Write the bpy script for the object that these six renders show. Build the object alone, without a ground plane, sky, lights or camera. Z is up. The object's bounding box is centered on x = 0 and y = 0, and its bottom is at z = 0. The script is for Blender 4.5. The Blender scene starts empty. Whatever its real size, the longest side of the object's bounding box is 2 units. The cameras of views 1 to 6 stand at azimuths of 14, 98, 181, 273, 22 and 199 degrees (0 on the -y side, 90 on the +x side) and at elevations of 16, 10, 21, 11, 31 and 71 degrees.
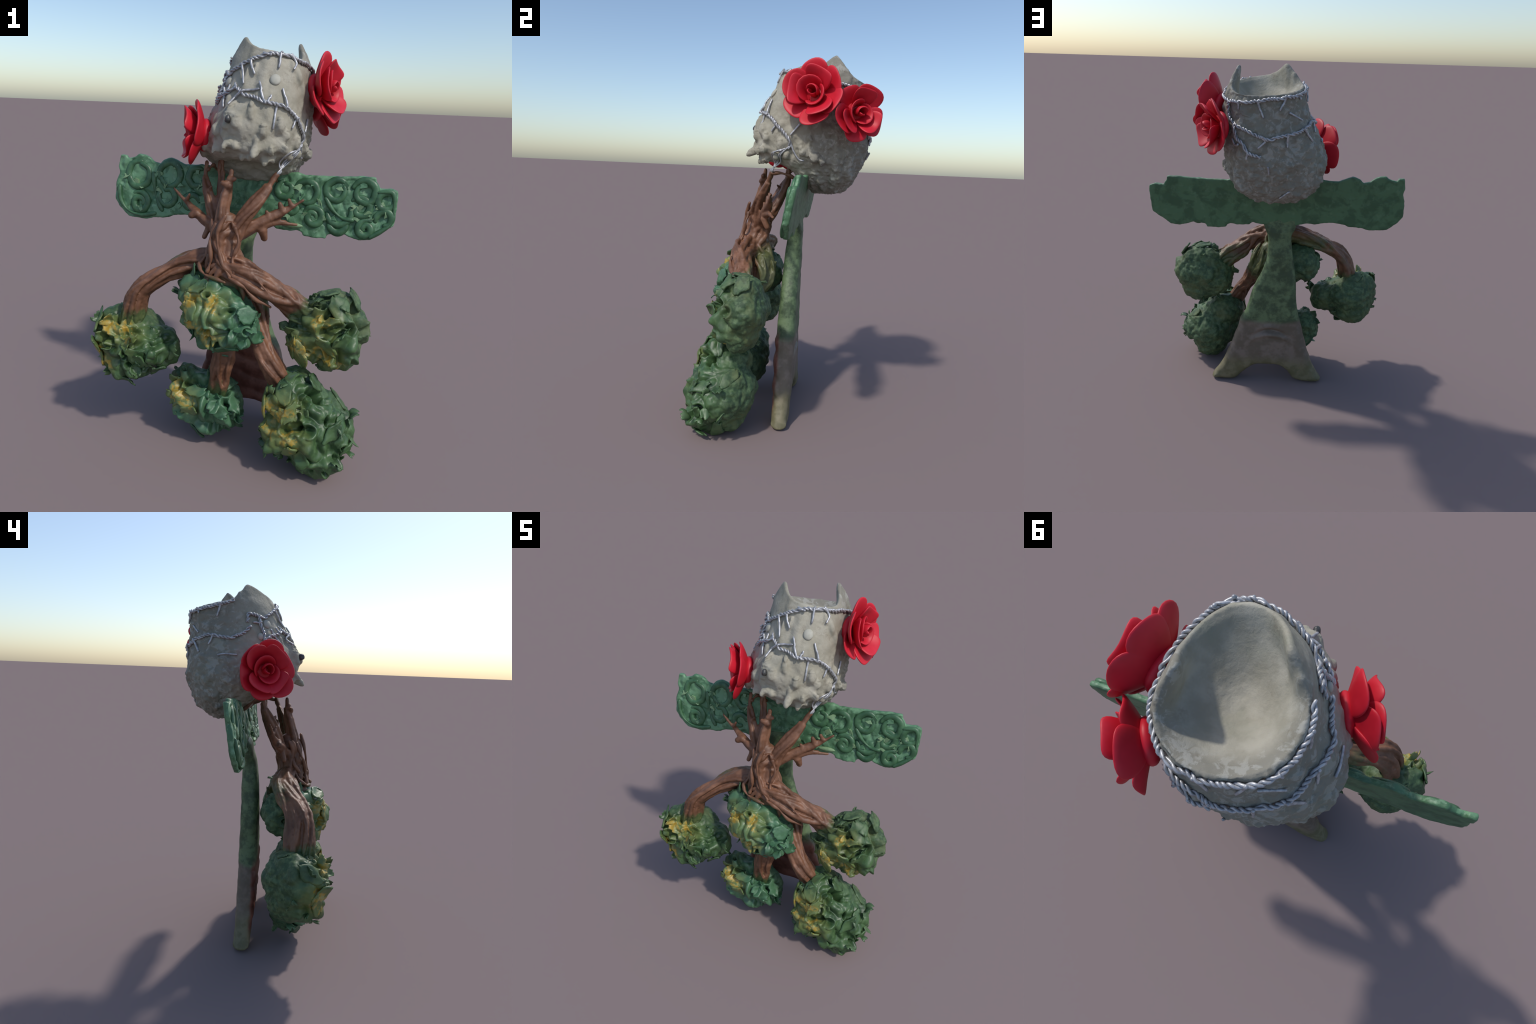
# A clay sculpture: a hollow stone cat-like head wrapped in barbed wire and
# decorated with three roses, a twisted tree body with leafy limbs, and a flat
# green stand with a scrolled crossbar behind it.
import bpy, bmesh, math, random
import numpy as np
from mathutils import Vector, Matrix
from mathutils.bvhtree import BVHTree

rng = np.random.default_rng(7)
random.seed(7)

# ------------------------------------------------------------------ noise ---
_perm = np.random.default_rng(11).permutation(256)
_perm = np.concatenate([_perm, _perm, _perm])
_grad = np.random.default_rng(12).normal(size=(256, 3))
_grad /= np.linalg.norm(_grad, axis=1)[:, None]


def perlin(P):
    P = np.asarray(P, float)
    i = np.floor(P).astype(int)
    f = P - i
    w = f * f * f * (f * (f * 6 - 15) + 10)
    out = np.zeros(len(P))
    for dx in (0, 1):
        for dy in (0, 1):
            for dz in (0, 1):
                h = _perm[_perm[_perm[(i[:, 0] + dx) & 255] + ((i[:, 1] + dy) & 255)] + ((i[:, 2] + dz) & 255)]
                d = f - np.array([dx, dy, dz])
                wx = w[:, 0] if dx else 1 - w[:, 0]
                wy = w[:, 1] if dy else 1 - w[:, 1]
                wz = w[:, 2] if dz else 1 - w[:, 2]
                out += wx * wy * wz * np.einsum('ij,ij->i', _grad[h], d)
    return out * 1.5


def fbm(P, octaves=3):
    a, s, f = 1.0, 0.0, 1.0
    for k in range(octaves):
        s = s + a * perlin(P * f + 17.3 * k)
        a *= 0.5
        f *= 2.03
    return s


def smooth(a, b, x):
    t = np.clip((x - a) / (b - a), 0, 1)
    return t * t * (3 - 2 * t)


# ------------------------------------------------------------ mesh helpers ---
def np_mesh(name, verts, faces, smooth_shade=True):
    me = bpy.data.meshes.new(name)
    me.from_pydata([tuple(v) for v in verts], [], [tuple(int(i) for i in f) for f in faces])
    me.validate()
    if smooth_shade:
        me.polygons.foreach_set('use_smooth', [True] * len(me.polygons))
    me.update()
    return me


def add(name, me, parent=None, mat=None):
    ob = bpy.data.objects.new(name, me)
    bpy.context.scene.collection.objects.link(ob)
    if mat is not None and me is not None:
        if not me.materials:
            me.materials.append(mat)
    if parent is not None:
        ob.parent = parent
    return ob


def join_geo(parts):
    V, F, o = [], [], 0
    for v, f in parts:
        V.append(np.asarray(v, float))
        F.extend([tuple(i + o for i in q) for q in f])
        o += len(v)
    return np.concatenate(V), F


def evaluated(ob):
    dg = bpy.context.evaluated_depsgraph_get()
    me = bpy.data.meshes.new_from_object(ob.evaluated_get(dg))
    old = ob.data
    bpy.data.objects.remove(ob)
    if old.users == 0:
        (bpy.data.curves if isinstance(old, bpy.types.Curve) else bpy.data.meshes).remove(old)
    return me


def mesh_arrays(me):
    v = np.empty(len(me.vertices) * 3)
    me.vertices.foreach_get('co', v)
    F = [tuple(p.vertices) for p in me.polygons]
    return v.reshape(-1, 3), F


def voxel_union(parts, size):
    """Melt overlapping closed pieces into one skin."""
    V, F = join_geo(parts)
    me = np_mesh('work', V, F)
    ob = add('work', me)
    m = ob.modifiers.new('r', 'REMESH')
    m.mode = 'VOXEL'
    m.voxel_size = size
    m.adaptivity = 0
    out = evaluated(ob)
    v, f = mesh_arrays(out)
    bpy.data.meshes.remove(out)
    return v, f


def edges_of(F):
    E = set()
    for q in F:
        for a, b in zip(q, q[1:] + q[:1]):
            E.add((a, b) if a < b else (b, a))
    return np.array(sorted(E))


def relax(V, F, n=5, lam=0.5, keep=True):
    E = edges_of(F)
    deg = np.bincount(E.ravel(), minlength=len(V)).astype(float)
    deg[deg == 0] = 1
    def step(V, l):
        S = np.zeros_like(V)
        np.add.at(S, E[:, 0], V[E[:, 1]])
        np.add.at(S, E[:, 1], V[E[:, 0]])
        return V + l * (S / deg[:, None] - V)
    for _ in range(n):
        V = step(V, lam)
        if keep:
            V = step(V, -lam * 1.03)
    return V


def normals(V, F):
    tri = []
    for q in F:
        for k in range(1, len(q) - 1):
            tri.append((q[0], q[k], q[k + 1]))
    T = np.array(tri)
    fn = np.cross(V[T[:, 1]] - V[T[:, 0]], V[T[:, 2]] - V[T[:, 0]])
    N = np.zeros_like(V)
    for k in range(3):
        np.add.at(N, T[:, k], fn)
    L = np.linalg.norm(N, axis=1)
    L[L == 0] = 1
    return N / L[:, None]


def split_skin(V, F, labels, specs, parent):
    """Cut one skin into named objects that share border vertices and normals."""
    N = normals(V, F)
    labels = np.asarray(labels)
    out = []
    for k, (name, mat) in enumerate(specs):
        idx = np.nonzero(labels == k)[0]
        if len(idx) == 0:
            out.append(None)
            continue
        used = np.unique(np.concatenate([np.array(F[i]) for i in idx]))
        remap = {int(a): b for b, a in enumerate(used)}
        me = bpy.data.meshes.new(name)
        me.from_pydata([tuple(v) for v in V[used]], [], [tuple(remap[int(j)] for j in F[i]) for i in idx])
        me.polygons.foreach_set('use_smooth', [True] * len(me.polygons))
        me.update()
        me.normals_split_custom_set_from_vertices([tuple(n) for n in N[used]])
        out.append(add(name, me, parent, mat))
    return out


def catmull(P, n):
    P = np.asarray(P, float)
    if len(P) < 3:
        t = np.linspace(0, 1, n)[:, None]
        return P[0] * (1 - t) + P[-1] * t
    Q = np.vstack([2 * P[0] - P[1], P, 2 * P[-1] - P[-2]])
    out = []
    for s in np.linspace(0, len(P) - 1 - 1e-9, n):
        i = int(s)
        t = s - i
        a, b, c, d = Q[i:i + 4]
        out.append(0.5 * (2 * b + (c - a) * t + (2 * a - 5 * b + 4 * c - d) * t * t + (3 * b - a - 3 * c + d) * t ** 3))
    return np.array(out)


def catmull_closed(P, per):
    P = np.asarray(P, float)
    n = len(P)
    out = []
    for i in range(n):
        a, b, c, d = P[i - 1], P[i], P[(i + 1) % n], P[(i + 2) % n]
        for t in np.arange(per) / per:
            out.append(0.5 * (2 * b + (c - a) * t + (2 * a - 5 * b + 4 * c - d) * t * t + (3 * b - a - 3 * c + d) * t ** 3))
    return np.array(out)


def frames(P):
    T = np.gradient(P, axis=0)
    T /= np.linalg.norm(T, axis=1)[:, None] + 1e-12
    a = np.array([0, 0, 1.0]) if abs(T[0][2]) < 0.9 else np.array([1.0, 0, 0])
    u = np.cross(T[0], a)
    u /= np.linalg.norm(u)
    U = [u]
    for k in range(1, len(P)):
        u = U[-1] - T[k] * (U[-1] @ T[k])
        u /= np.linalg.norm(u) + 1e-12
        U.append(u)
    U = np.array(U)
    return T, U, np.cross(T, U)


def tube(P, R, seg=10, flat=1.0):
    """Closed tube with rounded ends along P with radii R."""
    P = np.asarray(P, float)
    n = len(P)
    R = np.broadcast_to(np.asarray(R, float), (n,)).copy()
    T, U, W = frames(P)
    ends = []
    rows = []
    for a in (80, 45):
        rows.append((P[0] - T[0] * R[0] * 0.8 * math.sin(math.radians(a)), R[0] * math.cos(math.radians(a)), 0))
    for k in range(n):
        rows.append((P[k], R[k], k))
    for a in (45, 80):
        rows.append((P[-1] + T[-1] * R[-1] * 0.8 * math.sin(math.radians(a)), R[-1] * math.cos(math.radians(a)), n - 1))
    th = np.linspace(0, 2 * np.pi, seg, endpoint=False)
    V = []
    for c, r, k in rows:
        V.append(c + r * (np.cos(th)[:, None] * U[k] + flat * np.sin(th)[:, None] * W[k]))
    m = len(rows)
    V = np.concatenate(V)
    F = []
    for i in range(m - 1):
        for j in range(seg):
            j2 = (j + 1) % seg
            F.append((i * seg + j, i * seg + j2, (i + 1) * seg + j2, (i + 1) * seg + j))
    F.append(tuple(range(seg))[::-1])
    F.append(tuple((m - 1) * seg + j for j in range(seg)))
    return V, F


def ellipsoid(c, r, rot=None, nu=24, nv=14):
    V, F = [], []
    for i in range(1, nv):
        a = math.pi * i / nv
        for j in range(nu):
            b = 2 * math.pi * j / nu
            V.append((math.sin(a) * math.cos(b), math.sin(a) * math.sin(b), math.cos(a)))
    V.append((0, 0, 1)); V.append((0, 0, -1))
    top, bot = len(V) - 2, len(V) - 1
    for i in range(nv - 2):
        for j in range(nu):
            j2 = (j + 1) % nu
            F.append((i * nu + j, (i + 1) * nu + j, (i + 1) * nu + j2, i * nu + j2))
    for j in range(nu):
        j2 = (j + 1) % nu
        F.append((top, j, j2))
        F.append((bot, (nv - 2) * nu + j2, (nv - 2) * nu + j))
    V = np.array(V) * np.asarray(r, float)
    if rot is not None:
        V = V @ np.array(rot).T
    return V + np.asarray(c, float), F


def basis(n, up=(0, 0, 1)):
    """3x3 with columns x, y, z where z = n and y leans to up."""
    n = np.asarray(n, float); n = n / np.linalg.norm(n)
    x = np.cross(np.asarray(up, float), n)
    if np.linalg.norm(x) < 1e-3:
        x = np.cross((0, 1, 0), n)
    x /= np.linalg.norm(x)
    return np.stack([x, np.cross(n, x), n], axis=1)


# --------------------------------------------------------------- materials ---
class Mat:
    def __init__(self, name, rough=0.6, metal=0.0, spec=0.5):
        self.m = bpy.data.materials.new(name)
        self.m.use_nodes = True
        self.t = self.m.node_tree
        self.b = self.t.nodes['Principled BSDF']
        self.b.inputs['Roughness'].default_value = rough
        self.b.inputs['Metallic'].default_value = metal
        self.b.inputs['Specular IOR Level'].default_value = spec
        self.pos = self.t.nodes.new('ShaderNodeTexCoord').outputs['Object']

    def node(self, kind, **kw):
        n = self.t.nodes.new(kind)
        for k, v in kw.items():
            setattr(n, k, v)
        return n

    def link(self, a, b):
        self.t.links.new(a, b)

    def put(self, sock, v):
        if isinstance(v, (int, float)):
            sock.default_value = v
        elif isinstance(v, tuple):
            sock.default_value = v if len(v) == len(sock.default_value) else (*v, 1)
        else:
            self.link(v, sock)

    def noise(self, scale, detail=4, rough=0.6, distort=0.0, vec=None):
        n = self.node('ShaderNodeTexNoise')
        n.inputs['Scale'].default_value = scale
        n.inputs['Detail'].default_value = detail
        n.inputs['Roughness'].default_value = rough
        n.inputs['Distortion'].default_value = distort
        self.link(vec if vec is not None else self.pos, n.inputs['Vector'])
        return n.outputs['Fac']

    def voronoi(self, scale, feature='F1', out='Distance'):
        n = self.node('ShaderNodeTexVoronoi', feature=feature)
        n.inputs['Scale'].default_value = scale
        self.link(self.pos, n.inputs['Vector'])
        return n.outputs[out]

    def ramp(self, fac, a, b):
        n = self.node('ShaderNodeMapRange', interpolation_type='SMOOTHSTEP')
        self.put(n.inputs['Value'], fac)
        n.inputs['From Min'].default_value = a
        n.inputs['From Max'].default_value = b
        return n.outputs['Result']

    def math(self, op, a, b=0.0):
        n = self.node('ShaderNodeMath', operation=op)
        self.put(n.inputs[0], a)
        self.put(n.inputs[1], b)
        return n.outputs[0]

    def mix(self, fac, a, b):
        n = self.node('ShaderNodeMix', data_type='RGBA')
        self.put(n.inputs[0], fac)
        self.put(n.inputs[6], a)
        self.put(n.inputs[7], b)
        return n.outputs[2]

    def axis(self, k):
        n = self.node('ShaderNodeSeparateXYZ')
        self.link(self.pos, n.inputs[0])
        return n.outputs[k]

    def near(self, c, r0, r1, wobble=None):
        """1 inside radius r0 of point c, 0 beyond r1."""
        d = self.node('ShaderNodeVectorMath', operation='DISTANCE')
        self.link(self.pos, d.inputs[0])
        d.inputs[1].default_value = c
        v = d.outputs['Value']
        if wobble is not None:
            v = self.math('ADD', v, wobble)
        return self.ramp(v, r1, r0)

    def color(self, c):
        self.put(self.b.inputs['Base Color'], c)

    def bump(self, h, strength=0.3, dist=0.01):
        n = self.node('ShaderNodeBump')
        n.inputs['Strength'].default_value = strength
        n.inputs['Distance'].default_value = dist
        self.link(h, n.inputs['Height'])
        self.link(n.outputs[0], self.b.inputs['Normal'])


def mat_stone():
    m = Mat('weathered_stone', 0.72, spec=0.35)
    base = m.mix(m.ramp(m.noise(9, 5, 0.6), 0.35, 0.65), (0.29, 0.272, 0.212), (0.385, 0.362, 0.295))
    # plaster-like blotches, mostly at the rough back
    blot = m.ramp(m.noise(22, 6, 0.65, 0.6), 0.5, 0.58)
    back = m.math('MULTIPLY', m.ramp(m.axis(1), 0.02, 0.2), m.math('SUBTRACT', 1.0, m.near((0.075, 0.17, 1.80), 0.15, 0.22)))
    grey = m.mix(blot, (0.20, 0.19, 0.155), (0.31, 0.305, 0.27))
    c = m.mix(m.math('MULTIPLY', back, 0.85), base, grey)
    # brownish stains and greenish wash
    c = m.mix(m.math('MULTIPLY', m.ramp(m.noise(13, 5, 0.7), 0.56, 0.72), 0.55), c, (0.17, 0.145, 0.105))
    c = m.mix(m.math('MULTIPLY', m.ramp(m.noise(5.5, 3), 0.5, 0.72), 0.35), c, (0.21, 0.225, 0.16))
    m.color(c)
    h = m.math('ADD', m.noise(70, 6, 0.7), m.math('MULTIPLY', m.noise(22, 6, 0.65, 0.6), 1.2))
    m.bump(h, 0.35, 0.008)
    return m.m


def mat_plain(name, c1, c2, scale, rough, metal=0.0, bump=0.15, spec=0.5):
    m = Mat(name, rough, metal, spec)
    m.color(m.mix(m.ramp(m.noise(scale, 4), 0.35, 0.65), c1, c2))
    if bump:
        m.bump(m.noise(scale * 4, 4), bump, 0.004)
    return m.m


def mat_bark():
    m = Mat('brown_bark', 0.5, spec=0.45)
    c = m.mix(m.ramp(m.noise(14, 5, 0.6), 0.35, 0.68), (0.115, 0.050, 0.026), (0.21, 0.098, 0.055))
    c = m.mix(m.math('MULTIPLY', m.ramp(m.noise(30, 5, 0.7), 0.55, 0.75), 0.5), c, (0.05, 0.024, 0.014))
    w = m.math('MULTIPLY', m.math('SUBTRACT', m.noise(16, 4), 0.5), 0.16)
    # green paint where the limbs run into the foliage
    g = None
    for cc, r in (((-0.49, -0.26, 0.52), 0.16), ((-0.06, -0.26, 0.73), 0.15), ((0.50, -0.18, 0.67), 0.19),
                  ((-0.10, -0.22, 0.22), 0.155), ((0.46, -0.29, 0.22), 0.22)):
        k = m.near(cc, r, r + 0.05, w)
        g = k if g is None else m.math('MAXIMUM', g, k)
    # moss on the shaded back of the limbs
    y = m.math('ADD', m.axis(1), m.math('MULTIPLY', m.math('SUBTRACT', m.noise(11, 4), 0.5), 0.22))
    low = m.ramp(m.axis(2), 1.02, 0.92)
    moss = m.math('MULTIPLY', m.math('MULTIPLY', m.ramp(y, -0.19, -0.12), low), 0.8)
    g = m.math('MAXIMUM', g, moss)
    green = m.mix(m.ramp(m.noise(25, 4), 0.4, 0.6), (0.045, 0.075, 0.025), (0.095, 0.125, 0.045))
    m.color(m.mix(g, c, green))
    m.bump(m.noise(60, 5, 0.6), 0.2, 0.006)
    return m.m


def mat_foliage(name, spots, hue):
    m = Mat(name, 0.40, spec=0.5)
    n1 = m.noise(11, 5, 0.6)
    dark, mid, pale = hue
    c = m.mix(m.ramp(n1, 0.36, 0.6), dark, mid)
    c = m.mix(m.math('MULTIPLY', m.ramp(m.noise(28, 5, 0.65, 0.4), 0.55, 0.7), 0.7), c, pale)
    rnd = m.node('ShaderNodeObjectInfo').outputs['Random']
    c = m.mix(m.math('MULTIPLY', m.ramp(rnd, 0.55, 1.0), 0.5), c, pale)
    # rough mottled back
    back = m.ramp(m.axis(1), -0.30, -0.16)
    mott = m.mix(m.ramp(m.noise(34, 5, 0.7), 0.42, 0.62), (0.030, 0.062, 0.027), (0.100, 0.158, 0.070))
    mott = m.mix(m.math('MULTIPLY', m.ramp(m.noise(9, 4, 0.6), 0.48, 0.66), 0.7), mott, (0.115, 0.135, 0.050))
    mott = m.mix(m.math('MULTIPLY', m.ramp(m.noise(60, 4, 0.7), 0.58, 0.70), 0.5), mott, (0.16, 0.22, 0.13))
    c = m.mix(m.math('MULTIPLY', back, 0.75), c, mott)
    w = m.math('MULTIPLY', m.math('SUBTRACT', m.noise(20, 4), 0.5), 0.14)
    ye = None
    for s, r in spots:
        k = m.near(s, r * 0.55, r * 1.15, w)
        ye = k if ye is None else m.math('MAXIMUM', ye, k)
    ol = None
    for s, r in spots:
        k = m.near(s, r * 1.2, r * 2.4, w)
        ol = k if ol is None else m.math('MAXIMUM', ol, k)
    c = m.mix(m.math('MULTIPLY', ol, 0.55), c, (0.16, 0.19, 0.055))
    broken = m.ramp(m.noise(26, 3), 0.40, 0.52)
    yel = m.mix(m.ramp(m.noise(40, 3), 0.4, 0.65), (0.42, 0.26, 0.03), (0.40, 0.37, 0.14))
    c = m.mix(m.math('MULTIPLY', m.math('MULTIPLY', ye, broken), 0.85), c, yel)
    m.color(c)
    r = m.mix(back, (0.43, 0.43, 0.43), (0.68, 0.68, 0.68))
    m.link(r, m.b.inputs['Roughness'])
    m.bump(m.noise(50, 5, 0.6), 0.25, 0.006)
    return m.m


def mat_panel():
    m = Mat('green_panel_clay', 0.5)
    n = m.ramp(m.noise(10, 5, 0.6, 0.5), 0.42, 0.56)
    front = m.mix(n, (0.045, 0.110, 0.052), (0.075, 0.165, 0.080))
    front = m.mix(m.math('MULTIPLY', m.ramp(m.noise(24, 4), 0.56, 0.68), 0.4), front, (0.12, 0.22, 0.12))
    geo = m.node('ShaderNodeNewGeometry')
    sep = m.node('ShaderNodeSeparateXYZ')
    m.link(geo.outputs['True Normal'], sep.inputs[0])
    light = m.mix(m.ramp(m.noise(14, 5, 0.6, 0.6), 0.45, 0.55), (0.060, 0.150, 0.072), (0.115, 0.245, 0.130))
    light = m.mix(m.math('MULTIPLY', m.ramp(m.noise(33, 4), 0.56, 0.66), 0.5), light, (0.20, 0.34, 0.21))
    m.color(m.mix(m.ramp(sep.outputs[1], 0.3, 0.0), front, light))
    m.bump(m.noise(45, 5), 0.3, 0.006)
    return m.m


def mat_stand():
    m = Mat('mossy_stand_clay', 0.55)
    z = m.math('ADD', m.axis(2), m.math('MULTIPLY', m.math('SUBTRACT', m.noise(9, 4), 0.5), 0.07))
    green = m.mix(m.ramp(m.noise(16, 6, 0.7), 0.4, 0.62), (0.045, 0.075, 0.035), (0.12, 0.18, 0.085))
    brown = m.mix(m.ramp(m.noise(18, 5), 0.4, 0.65), (0.125, 0.10, 0.072), (0.185, 0.145, 0.115))
    c = m.mix(m.ramp(z, 0.47, 0.43), green, brown)
    olive = m.mix(m.ramp(m.noise(20, 4), 0.4, 0.6), (0.12, 0.11, 0.055), (0.17, 0.15, 0.085))
    c = m.mix(m.ramp(z, 0.22, 0.12), c, olive)
    # the front apron is reddish brown
    y = m.math('ADD', m.axis(1), m.math('MULTIPLY', m.math('SUBTRACT', m.noise(14, 3), 0.5), 0.03))
    red = m.math('MULTIPLY', m.ramp(y, 0.015, -0.005), m.math('MULTIPLY', m.ramp(z, 0.50, 0.44), m.ramp(z, 0.06, 0.12)))
    c = m.mix(red, c, m.mix(m.ramp(m.noise(15, 4), 0.4, 0.6), (0.14, 0.045, 0.03), (0.22, 0.085, 0.06)))
    m.color(c)
    m.bump(m.noise(60, 6, 0.7), 0.25, 0.006)
    return m.m


GREEN_A = ((0.022, 0.054, 0.019), (0.055, 0.112, 0.040), (0.120, 0.195, 0.088))
GREEN_B = ((0.018, 0.062, 0.030), (0.050, 0.132, 0.062), (0.100, 0.215, 0.115))
STONE = mat_stone()
PALE_STONE = mat_plain('pale_stone', (0.36, 0.35, 0.29), (0.42, 0.41, 0.35), 20, 0.65)
DARK = mat_plain('dark_nose_clay', (0.03, 0.03, 0.03), (0.07, 0.07, 0.065), 30, 0.4)
WIRE = mat_plain('steel_wire', (0.30, 0.305, 0.32), (0.50, 0.505, 0.52), 60, 0.42, metal=0.4, bump=0.1)
ROSE = mat_plain('red_rose_clay', (0.50, 0.008, 0.022), (0.58, 0.013, 0.032), 10, 0.5, bump=0, spec=0.4)
BARK = mat_bark()
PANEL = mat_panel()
SCROLL = mat_plain('dark_green_scroll_clay', (0.028, 0.085, 0.038), (0.060, 0.150, 0.070), 18, 0.42, bump=0.25)
PATCH = mat_plain('pale_green_clay', (0.13, 0.24, 0.12), (0.21, 0.32, 0.17), 25, 0.5, bump=0.25)
STAND = mat_stand()

# -------------------------------------------------------------------- root ---
root = bpy.data.objects.new('tree_creature_sculpture', None)
bpy.context.scene.collection.objects.link(root)
root['label'] = 'clay tree creature with stone cat head, barbed wire and red roses'
root['category'] = 'sculpture'

# -------------------------------------------------------------------- head ---
# height, left x, right x, front y, back y of the head's outer wall
HEAD = np.array([
    (1.275, -0.06, 0.10, 0.16, 0.24),
    (1.290, -0.13, 0.13, 0.125, 0.285),
    (1.315, -0.175, 0.17, 0.095, 0.318),
    (1.350, -0.210, 0.208, 0.05, 0.355),
    (1.395, -0.238, 0.236, -0.02, 0.388),
    (1.430, -0.252, 0.255, -0.10, 0.400),
    (1.460, -0.264, 0.270, -0.155, 0.408),
    (1.500, -0.270, 0.280, -0.180, 0.420),
    (1.550, -0.260, 0.287, -0.188, 0.432),
    (1.600, -0.242, 0.290, -0.185, 0.430),
    (1.660, -0.212, 0.288, -0.175, 0.422),
    (1.740, -0.176, 0.286, -0.142, 0.414),
    (1.800, -0.154, 0.282, -0.110, 0.414),
    (1.860, -0.138, 0.272, -0.080, 0.416),
    (1.910, -0.128, 0.252, -0.055, 0.406),
    (1.950, -0.108, 0.234, -0.030, 0.390),
    (2.000, -0.085, 0.208, 0.000, 0.370)])


def head_section(z):
    return [np.interp(z, HEAD[:, 0], HEAD[:, k]) for k in range(1, 5)]


def angle_bump(th, c, wa, wb):
    d = (th - c + np.pi) % (2 * np.pi) - np.pi
    w = np.where(d < 0, wa, wb)
    return np.exp(-np.abs(d / w) ** 1.7)


def rim_base(th):
    return 1.893 - 0.038 * np.sin(th) - 0.006 * np.cos(th)


def rim_height(th):
    """Top of the wall by angle (0 = +x, 90 = +y): low back, two ears."""
    ear_r = angle_bump(th, math.radians(3), 0.25, 0.36) * 0.108
    ear_l = angle_bump(th, math.radians(217), 0.24, 0.52) * 0.080 + angle_bump(th, math.radians(203), 0.10, 0.05) * 0.018
    return rim_base(th) + ear_r + ear_l


def section_point(z, th, inset=0.0):
    xl, xr, yf, yb = head_section(z)
    cx = np.interp(z, [1.27, 1.4, 1.6, 2.0], [0.02, 0.04, 0.075, 0.09])
    cy = yf * 0.40 + yb * 0.60
    c, s = np.cos(th), np.sin(th)
    # fuller right cheek, flatter left cheek
    e = np.where(s < 0, np.where(c < 0, 1.85, 2.35), np.where(c < 0, 2.15, 2.1))
    rx = np.where(c > 0, xr - cx, cx - xl) - inset
    ry = np.where(s > 0, yb - cy, cy - yf) - inset
    e = 2 / e
    return np.stack([cx + np.sign(c) * np.abs(c) ** e * rx, cy + np.sign(s) * np.abs(s) ** e * ry, z + 0 * c], -1)


def head_shell():
    nt = 160
    th = np.linspace(0, 2 * np.pi, nt, endpoint=False)
    rim = rim_height(th)
    rows = []
    for z in np.concatenate([np.linspace(1.275, 1.76, 40)]):
        rows.append(section_point(np.full(nt, z), th))
    for s in np.linspace(0.04, 1, 14):
        rows.append(section_point(1.76 + s * (rim - 1.76), th))
    # over the rim and down into the shallow bowl
    ear = rim - rim_base(th)
    thick = 0.016 + 0.006 * np.clip(ear / 0.1, 0, 1)
    rows.append(section_point(rim + 0.004, th, thick * 0.5))
    edge = section_point(rim - 0.004, th, thick)
    rows.append(edge)
    c = np.array([0.075, 0.165])
    for rho in (0.97, 0.93, 0.88, 0.82, 0.75, 0.66, 0.55, 0.42, 0.28, 0.12):
        r = edge.copy()
        base = section_point(rim_base(th), th, 0.02)
        k = smooth(0.80, 1.0, rho) * np.clip(ear / 0.03, 0, 1)
        r[:, :2] = c + (base[:, :2] * (1 - k[:, None]) + edge[:, :2] * k[:, None] - c) * rho
        r[:, 2] = 1.768 + (rim_base(th) - 1.771) * rho ** 1.75 + ear * smooth(0.84, 1.0, rho)
        rows.append(r)
    m = len(rows)
    V = np.concatenate(rows)
    F = []
    for i in range(m - 1):
        for j in range(nt):
            j2 = (j + 1) % nt
            F.append((i * nt + j, i * nt + j2, (i + 1) * nt + j2, (i + 1) * nt + j))
    F.append(tuple(range(nt))[::-1])
    F.append(tuple((m - 1) * nt + j for j in range(nt)))
    return V, F


shell = head_shell()
MUZZLE = [ellipsoid((0.035, -0.095, 1.595), (0.150, 0.112, 0.120)), ellipsoid((0.055, -0.11, 1.525), (0.175, 0.085, 0.075)),
          ellipsoid((-0.02, -0.165, 1.635), (0.045, 0.045, 0.04))]
_bv = BVHTree.FromPolygons(*[[tuple(v) for v in join_geo([shell] + MUZZLE)[0]], join_geo([shell] + MUZZLE)[1]])


def on_head(az, z, bv=None):
    """Surface point and outward normal at compass angle az (degrees, 0=+x, 90=+y) and height z."""
    z = min(z, float(rim_height(np.array([math.radians(az)]))[0]) - 0.016)
    xl, xr, yf, yb = head_section(z)
    o = Vector((0.06, yf * 0.40 + yb * 0.60, z))
    d = Vector((math.cos(math.radians(az)), math.sin(math.radians(az)), 0))
    hit, n, _, _ = (bv or _bv).ray_cast(o + d * 1.0, -d)
    if hit is None:
        hit, n = o + d * 0.2, d
    if n.dot(d) < 0:
        n = -n
    return np.array(hit), np.array(n)


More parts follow.
